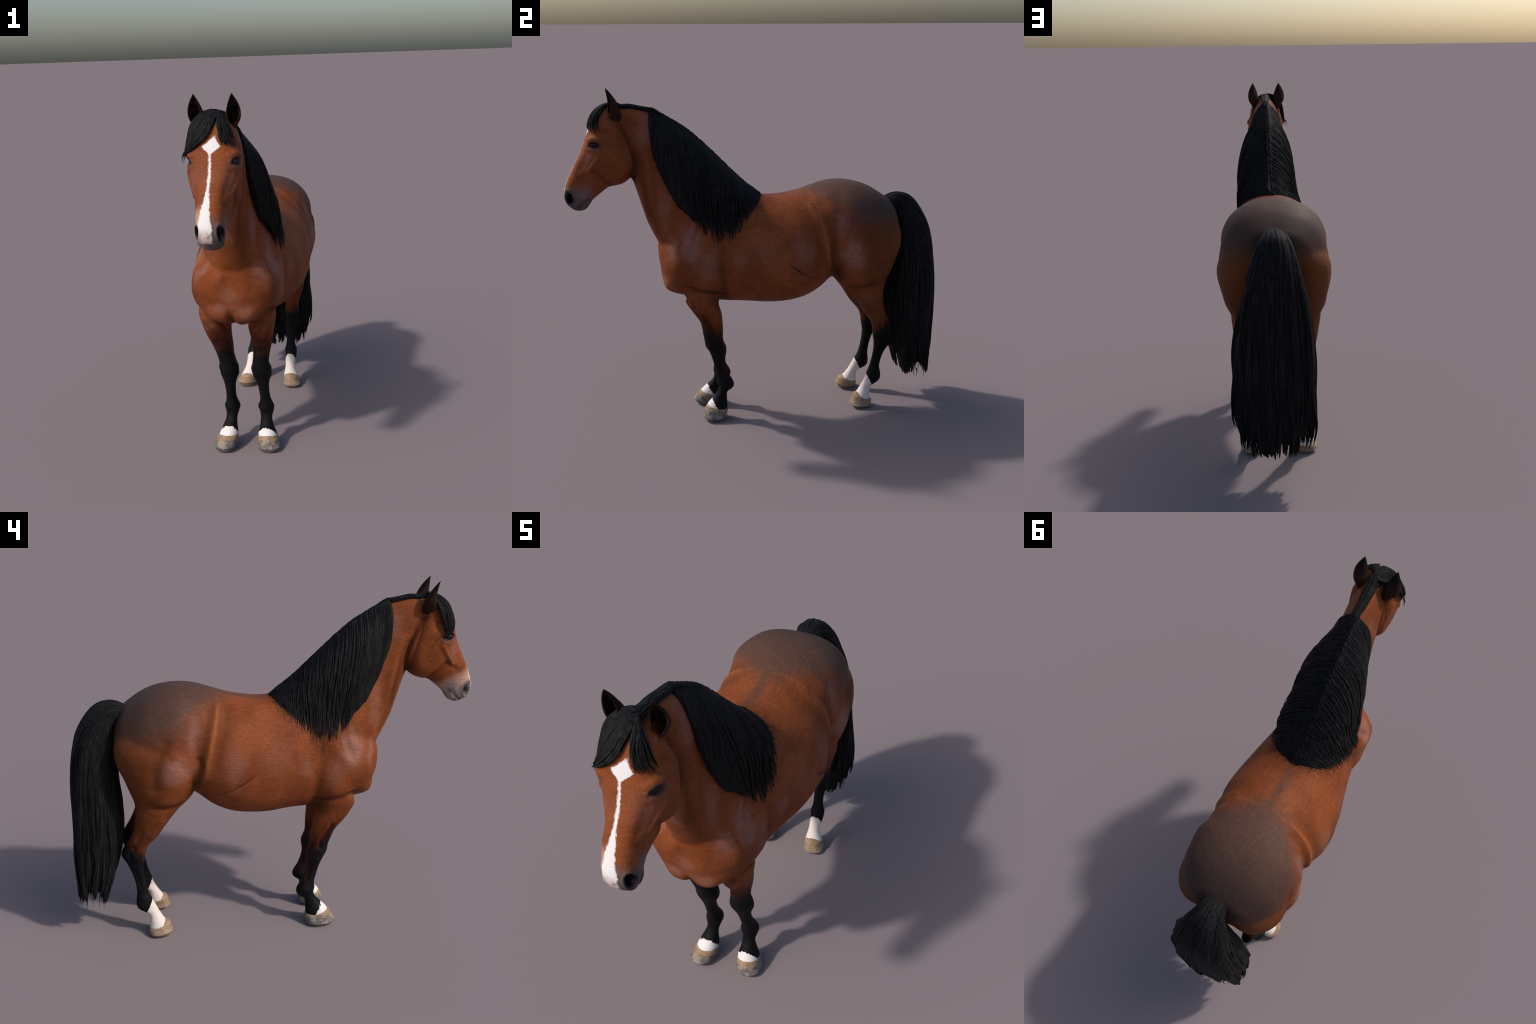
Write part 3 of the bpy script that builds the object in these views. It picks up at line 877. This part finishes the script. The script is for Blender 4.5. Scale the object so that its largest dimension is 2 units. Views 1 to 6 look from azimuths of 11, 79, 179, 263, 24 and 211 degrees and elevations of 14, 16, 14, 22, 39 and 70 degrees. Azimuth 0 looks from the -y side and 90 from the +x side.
# ------------------------------------------------------------------ ears
def ear(base, tip, wid, dep, yaw, lean):
    H, A = 22, 25
    base, tip = np.array(base), np.array(tip)
    prof_w = lerp_rows([[.42], [.72], [1.0], [1.0], [.84], [.50], [.05]], np.linspace(0, 1, H))[:, 0]
    prof_d = lerp_rows([[.6], [.95], [1.05], [.95], [.72], [.45], [.06]], np.linspace(0, 1, H))[:, 0]
    spread = lerp_rows([[172], [165], [140], [118], [105], [98], [92]], np.linspace(0, 1, H))[:, 0]
    def shell(shr):
        R = []
        for i in range(H):
            h = i / (H - 1)
            h2 = h if shr == 1 else h * .985
            c = base + (tip - base) * h2
            c = c + np.array([lean * math.sin(math.pi * h), .006 * math.sin(math.pi * h), 0])
            a = np.radians(np.linspace(-spread[i], spread[i], A)) * (1 if shr == 1 else .97)
            k = 1 if shr == 1 else max(.05, 1 - .0045 / max(prof_w[i] * wid, 1e-4))
            kd = 1 if shr == 1 else max(.05, 1 - .0055 / max(prof_d[i] * dep, 1e-4))
            lx = np.sin(a) * wid * prof_w[i] * k
            ly = np.cos(a) * dep * prof_d[i] * kd
            ca, sa = math.cos(yaw), math.sin(yaw)
            R.append(np.column_stack([c[0] + lx * ca - ly * sa, c[1] + lx * sa + ly * ca, np.full(A, c[2])]))
        return R
    O, I = shell(1), shell(0)
    V = np.vstack(O + I)
    n = H * A
    F, M = [], []
    for i in range(H - 1):
        for j in range(A - 1):
            F.append((i * A + j, i * A + j + 1, (i + 1) * A + j + 1, (i + 1) * A + j)); M.append(0)
            F.append((n + i * A + j, n + (i + 1) * A + j, n + (i + 1) * A + j + 1, n + i * A + j + 1)); M.append(1)
        for j in (0, A - 1):
            q = (i * A + j, (i + 1) * A + j, n + (i + 1) * A + j, n + i * A + j)
            F.append(q if j == 0 else q[::-1]); M.append(0)
    for j in range(A - 1):
        F.append(((H - 1) * A + j, (H - 1) * A + j + 1, n + (H - 1) * A + j + 1, n + (H - 1) * A + j)); M.append(0)
        F.append((j + 1, j, n + j, n + j + 1)); M.append(0)
    me = mesh_from("ear", V, F)
    ob = add_obj("ear", me, skin["head"], ear_out)
    me.materials.append(ear_in)
    me.polygons.foreach_set("material_index", np.array(M, np.int32))
    return ob
ear((.078, -.720, 1.640), (.096, -.765, 1.797), .031, .032, .25, .008)
ear((-.042, -.720, 1.640), (-.062, -.765, 1.797), .034, .032, -.25, -.010)

# ------------------------------------------------------------------ hair
class Locks:
    def __init__(self): self.V, self.F, self.n = [], [], 0
    def add(self, path, rad, flat=None, sides=6):
        """Tapered lock along path (n,3); rad per point; flat: direction pressed thin."""
        path = np.asarray(path, float)
        T = np.gradient(path, axis=0)
        T /= np.maximum(np.linalg.norm(T, axis=1, keepdims=True), 1e-9)
        up = np.array(flat if flat is not None else (1, 0, 0), float)
        if up.ndim == 1:
            up = np.tile(up, (len(path), 1))
        S = np.cross(T, up)
        S /= np.maximum(np.linalg.norm(S, axis=1, keepdims=True), 1e-9)
        U = np.cross(S, T)
        a = np.linspace(0, 2 * np.pi, sides, endpoint=False)
        rad = np.asarray(rad)[:, None, None]
        R = path[:, None, :] + rad * (np.cos(a)[None, :, None] * S[:, None, :] + .55 * np.sin(a)[None, :, None] * U[:, None, :])
        n = len(path)
        self.V.append(R.reshape(-1, 3))
        o = self.n
        i, j = np.meshgrid(np.arange(n - 1), np.arange(sides), indexing='ij')
        k = (j + 1) % sides
        q = np.stack([i * sides + j, i * sides + k, (i + 1) * sides + k, (i + 1) * sides + j], -1).reshape(-1, 4) + o
        self.F.append(q)
        self.n += n * sides
    def build(self, name, parent, mat, extra=None):
        V, F = np.vstack(self.V), np.vstack(self.F)
        me = bpy.data.meshes.new(name)
        me.vertices.add(len(V)); me.vertices.foreach_set("co", V.ravel())
        me.loops.add(len(F) * 4); me.loops.foreach_set("vertex_index", F.ravel().astype(np.int32))
        me.polygons.add(len(F)); me.polygons.foreach_set("loop_start", np.arange(0, len(F) * 4, 4, dtype=np.int32))
        me.update(calc_edges=True)
        me.validate()
        ob = add_obj(name, me, parent, mat)
        ob["kind"] = "stuff"
        return ob

def skin_x(s, yy, zz):
    """x of the skin on side s at a side-view place (None above the outline)."""
    h = body_bvh.ray_cast(Vector((s * 1.0, yy, zz)), Vector((-s, 0, 0)))
    return h[0].x if h[0] is not None else None

# crest line in the side view, and where the hair ends on each side
CREST = [(-.545, 1.690), (-.500, 1.662), (-.435, 1.622), (-.365, 1.575), (-.290, 1.508), (-.210, 1.430),
         (-.130, 1.350), (-.060, 1.285), (-.015, 1.252), (.012, 1.238)]
FRINGE = {1: [(-.435, 1.215), (-.390, 1.175), (-.345, 1.135), (-.290, 1.105), (-.235, 1.085), (-.170, 1.080),
              (-.110, 1.128), (-.045, 1.188), (-.008, 1.218), (.016, 1.236)],
          -1: [(-.435, 1.235), (-.395, 1.195), (-.350, 1.150), (-.300, 1.122), (-.240, 1.115), (-.175, 1.125),
               (-.110, 1.155), (-.045, 1.200), (-.008, 1.224), (.016, 1.237)]}

SPREAD = [(0, .010), (.03, .045), (.07, .082), (.13, .118), (.20, .138), (.30, .160), (.42, .178), (.60, .195)]
SPX, SPY = np.array(SPREAD).T

def mane_path(s, u, length, n, f, wave, ph):
    """From the crest out over the thick fall of hair and down one side of the neck.
    f: 0 on the skin, 1 at the outside of the fall."""
    c = lerp_rows(CREST, u)
    e = lerp_rows(FRINGE[s], u)
    t = np.linspace(0, 1, n)
    bow = -.040 * (1 - sstep(0, .38, u)) + .016 * sstep(.25, .5, u) * (1 - sstep(.75, 1, u))
    yy = c[0] + (e[0] - c[0]) * t * length + bow * np.sin(np.pi * t ** .9)
    zz = c[1] + (e[1] - c[1]) * t * length
    yy = yy + wave * np.sin(t * 9 + ph) * t + wave * .6 * np.sin(t * 23 + ph * 2) * t
    xc = .018 - .020 * u
    xs = np.array([np.nan if h is None else s * (h - xc) for h in (skin_x(s, float(a), float(b)) for a, b in zip(yy, zz))])
    xs[np.isnan(xs)] = .004
    xs = np.maximum.accumulate(np.maximum(xs, .0))
    fall = np.interp(c[1] - zz, SPX, SPY) * (1.03 if s > 0 else .90) * (.60 + .40 * sstep(0, .28, u) + .16 * sstep(.35, .6, u))
    tuck = 1 - sstep(.55, .97, t) * sstep(.08, .42, u)
    fall = xs + np.maximum(fall - xs, 0) * tuck
    thick = .012 * np.minimum(1, .3 + t * 5) * (1 - .95 * sstep(.6, 1, t) * sstep(.08, .4, u)) * (1 - .8 * sstep(.8, 1.0, u))
    x = xs + (fall - xs) * (.25 + .75 * f) + thick * (.2 + .8 * f)
    x[0] = -.006 + .004 * f
    for _ in range(3):
        x[1:-1] = .25 * x[:-2] + .5 * x[1:-1] + .25 * x[2:]
    x = np.maximum(x, xs + .0015)
    x[0] = .004 + .004 * f
    zz = zz + .010 * np.exp(-t * 5) * (1 - .8 * sstep(.85, 1.0, u))
    # the root crosses the parting so that both sides interlock
    x, yy, zz = np.r_[-.016, x], np.r_[yy[0] - .012, yy], np.r_[zz[0] - .004, zz]
    return np.column_stack([xc + s * x, yy, zz])

mane = Locks()
for s in (1, -1):
    for cnt, f0, rad in ((90, .0, .0110), (130, .45, .0100), (150, .85, .0085), (140, 1.0, .0072), (110, 1.06, .0042)):
        for i in range(cnt):
            u = min(max((i + rng.uniform(-.2, 1.2)) / cnt, 0), 1)
            front = 1 - sstep(.10, .40, u)
            ln = rng.uniform(.965, 1.01) * front + rng.uniform(.66, 1.16) * (1 - front)
            n = 26
            p = mane_path(s, u, ln, n, f0 + rng.uniform(-.10, .10), .0025 + .0025 * rng.random(), rng.uniform(0, 6.28))
            t = np.linspace(0, 1, n + 1)
            k = 7 * front + 1.7 * (1 - front)
            taper = np.minimum(1, .55 + t * 5) * (1 - .92 * t ** k)
            mane.add(p, rad * rng.uniform(.75, 1.25) * (1 - .35 * sstep(.45, .9, u)) * taper, (1, 0, 0))
    for i in range(70):       # depth of the front edge
        u = rng.uniform(0, .03)
        p = mane_path(s, u, rng.uniform(.93, 1.0), 26, rng.uniform(0, 1), .003, rng.uniform(0, 6.28))
        t = np.linspace(0, 1, 27)
        mane.add(p, .006 * np.minimum(1, .55 + t * 5) * (1 - .92 * t ** 6), (1, 0, 0))
# narrow strip of hair over the poll that joins mane and forelock
for i in range(90):
    q = rng.uniform(-1, 1)
    t = np.linspace(0, 1, 20)
    yy = -.47 - .285 * t
    xx = .021 + q * (.010 + .017 * t ** 1.3) + .002 * np.sin(t * 12 + i)
    lift = rng.uniform(-.002, .014)
    zz = []
    for a, b in zip(xx, yy):
        h = body_bvh.ray_cast(Vector((float(a), float(b), 3)), Vector((0, 0, -1)))
        zz.append(h[0].z if h[0] is not None else 1.70)
    zz = np.array(zz) + lift + .014 * np.exp(-((t - .15) / .2) ** 2)
    mane.add(np.column_stack([xx, yy, zz]), .0052 * np.minimum(1, .4 + 3 * t) * np.minimum(1, .4 + 2 * (1 - t)), (0, .3, 1))
mane.build("mane", skin["neck"], hair)

# forelock: a big sweep to the off side and a smaller lock on the near side
fore = Locks()
def surf_push(p, off):
    h = body_bvh.find_nearest(Vector(p))
    if h[0] is None: return p
    d = np.array(p) - np.array(h[0])
    nrm = np.array(h[1])
    dist = float(d @ nrm)
    if dist < off:
        return np.array(p) + nrm * (off - dist)
    return np.array(p)
BIG_TOP = [(.008, -.730, 1.733), (-.030, -.752, 1.716), (-.062, -.775, 1.680), (-.078, -.790, 1.635), (-.088, -.805, 1.585), (-.095, -.812, 1.552)]
BIG_LOW = [(.034, -.750, 1.728), (.034, -.805, 1.697), (.016, -.842, 1.650), (-.018, -.858, 1.610), (-.062, -.855, 1.578), (-.096, -.835, 1.556)]
SML_TOP = [(.030, -.750, 1.728), (.044, -.800, 1.698), (.052, -.832, 1.662), (.062, -.842, 1.622), (.072, -.838, 1.588)]
SML_LOW = [(.028, -.748, 1.728), (.058, -.778, 1.702), (.080, -.795, 1.665), (.094, -.805, 1.620), (.106, -.806, 1.575)]
for top, low, cnt in ((BIG_TOP, BIG_LOW, 170), (SML_TOP, SML_LOW, 60)):
    for i in range(cnt):
        q = rng.uniform(-.12, 1.0)
        lift = rng.uniform(.000, .013)
        n = 22
        ln = rng.uniform(.74, 1.04) if cnt > 100 else rng.uniform(.60, 1.05)
        t = np.linspace(0, 1, n)
        a = lerp_rows(top, t * min(ln, 1)); b = lerp_rows(low, t * min(ln, 1))
        p = a + (b - a) * q
        p = p + np.column_stack([np.sin(t * 5 + i), np.cos(t * 4 + i * 2), np.sin(t * 6 + i * 3)]) * (rng.uniform(.001, .006) * t)[:, None]
        bulge = lift * np.sin(np.pi * np.clip(t * .95 + .05, 0, 1)) ** .5
        p = np.array([surf_push(v, .002 + bulge[k]) for k, v in enumerate(p)])
        for _ in range(2):
            p[1:-1] = .25 * p[:-2] + .5 * p[1:-1] + .25 * p[2:]
        fore.add(p, .0052 * rng.uniform(.7, 1.2) * np.minimum(1, .5 + t * 4) * (1 - .90 * t ** (3 if cnt > 100 else 1.8)), (0, -.8, .6))
for i in range(5):   # loose wisps at the tip
    t = np.linspace(0, 1, 12)
    x0, y0, z0 = -.100 + rng.uniform(-.008, .008), -.822 + rng.uniform(-.02, .02), 1.566
    p = np.column_stack([x0 - .012 * t + .003 * np.sin(t * 9 + i), y0 + .016 * t, z0 - t * rng.uniform(.02, .055)])
    fore.add(p, .0026 * (1 - .8 * t), (1, 0, 0))
fore.build("forelock", skin["head"], hair)

# tail ------------------------------------------------------------------------
TAIL = [  # outer edge, inner edge, x centre, half width
    (.720, 1.190, .745, 1.110, -.006, .054), (.765, 1.207, .778, 1.080, -.006, .064),
    (.815, 1.206, .768, 1.030, -.006, .074), (.868, 1.182, .766, .975, -.005, .092),
    (.915, 1.125, .764, .915, -.004, .112), (.958, 1.040, .763, .850, -.003, .132),
    (.979, .940, .762, .780, -.002, .155), (.989, .810, .754, .690, 0.000, .174),
    (.993, .680, .752, .590, 0.000, .186), (.994, .550, .754, .490, 0.000, .190),
    (.994, .440, .768, .400, -.001, .192), (.992, .340, .790, .320, -.002, .190),
    (.984, .260, .812, .250, -.003, .178), (.982, .185, .828, .180, -.003, .166), (.978, .140, .838, .140, -.003, .148)]
rows = np.array([list(r) + [2.3, 2.3, .5] for r in TAIL])
def tail_point(t, a, f):
    ty, tz, by, bz, xc, w = lerp_rows(rows, np.atleast_1d(t)).T[:6]
    c, s = np.cos(a), np.sin(a)
    cc = np.sign(c) * np.abs(c) ** (2 / 2.3); ss = np.sign(s) * np.abs(s) ** (2 / 2.3)
    return np.column_stack([xc + w * ss * f, (ty + by) / 2 + cc * (ty - by) / 2 * f, (tz + bz) / 2 + cc * (tz - bz) / 2 * f])
core = rows.copy()
core[:, 5] *= .90
mid = (core[:, 0:2] + core[:, 2:4]) / 2
core[:, 0:2] = mid + (core[:, 0:2] - mid) * .90
core[:, 2:4] = mid + (core[:, 2:4] - mid) * .90
V, F = loft([tuple(r) for r in core[:-2]], 64, 5)
tail = add_obj("tail", mesh_from("tail", V, F), horse, hair)
locks = Locks()
for cl in range(160):
    a0 = rng.uniform(0, 2 * math.pi)
    f0 = rng.uniform(.92, 1.045)
    ph, am, fr = rng.uniform(0, 6.28), rng.uniform(.03, .13), rng.uniform(7, 16)
    start = 0.0 if rng.random() < .5 else rng.uniform(.02, .5)
    edge = abs(math.sin(a0))
    end = (rng.uniform(.922, .958) if rng.random() < .70 else rng.uniform(.86, .94)) - .09 * edge ** 4
    if rng.random() < .12:
        end -= rng.uniform(.05, .35)
    for k in range(6):
        n = 44
        da = rng.normal(0, .06)
        e = end + rng.uniform(-.025, .02)
        t = np.linspace(start, e, n)
        tt = np.linspace(0, 1, n)
        ang = a0 + da * (1 - .6 * tt) + am * np.sin(t * fr + ph) * (.3 + .7 * tt) + .012 * np.sin(t * 31 + ph * 3 + k)
        f = 1 + (f0 - 1) * (.4 + 1.1 * tt) + rng.uniform(-.03, .02) + .022 * np.sin(t * 17 + ph) * tt + tt ** .5 * (.028 * np.sin(ang * 5 + t * 9) + .028 * np.sin(ang * 9 - t * 16) - .022)
        p = tail_point(t, ang, f)
        ctr = lerp_rows(rows, t)
        C = np.column_stack([ctr[:, 4], (ctr[:, 0] + ctr[:, 2]) / 2, (ctr[:, 1] + ctr[:, 3]) / 2])
        Rr = rng.uniform(.0042, .0082)
        rad = Rr * (.45 + .55 * np.minimum(1, tt * 5)) * np.minimum(1, .35 + ctr[:, 5] * 6) * (1 - .80 * tt ** 14)
        locks.add(p, rad, p - C)
for i in range(60):   # stray wisps below the trimmed end
    a = rng.uniform(0, 2 * math.pi)
    t0 = rng.uniform(.82, .92)
    p0 = tail_point(t0, a, .95)[0]
    L = rng.uniform(.02, .06)
    t = np.linspace(0, 1, 10)
    p = np.column_stack([p0[0] + .006 * np.sin(t * 5 + i) * t, p0[1] + .004 * t, p0[2] + .03 - (L + .03) * t])
    locks.add(p, rng.uniform(.0016, .004) * (1 - .8 * t), (1, 0, 0))
locks.build("tail_hair", tail, hair)
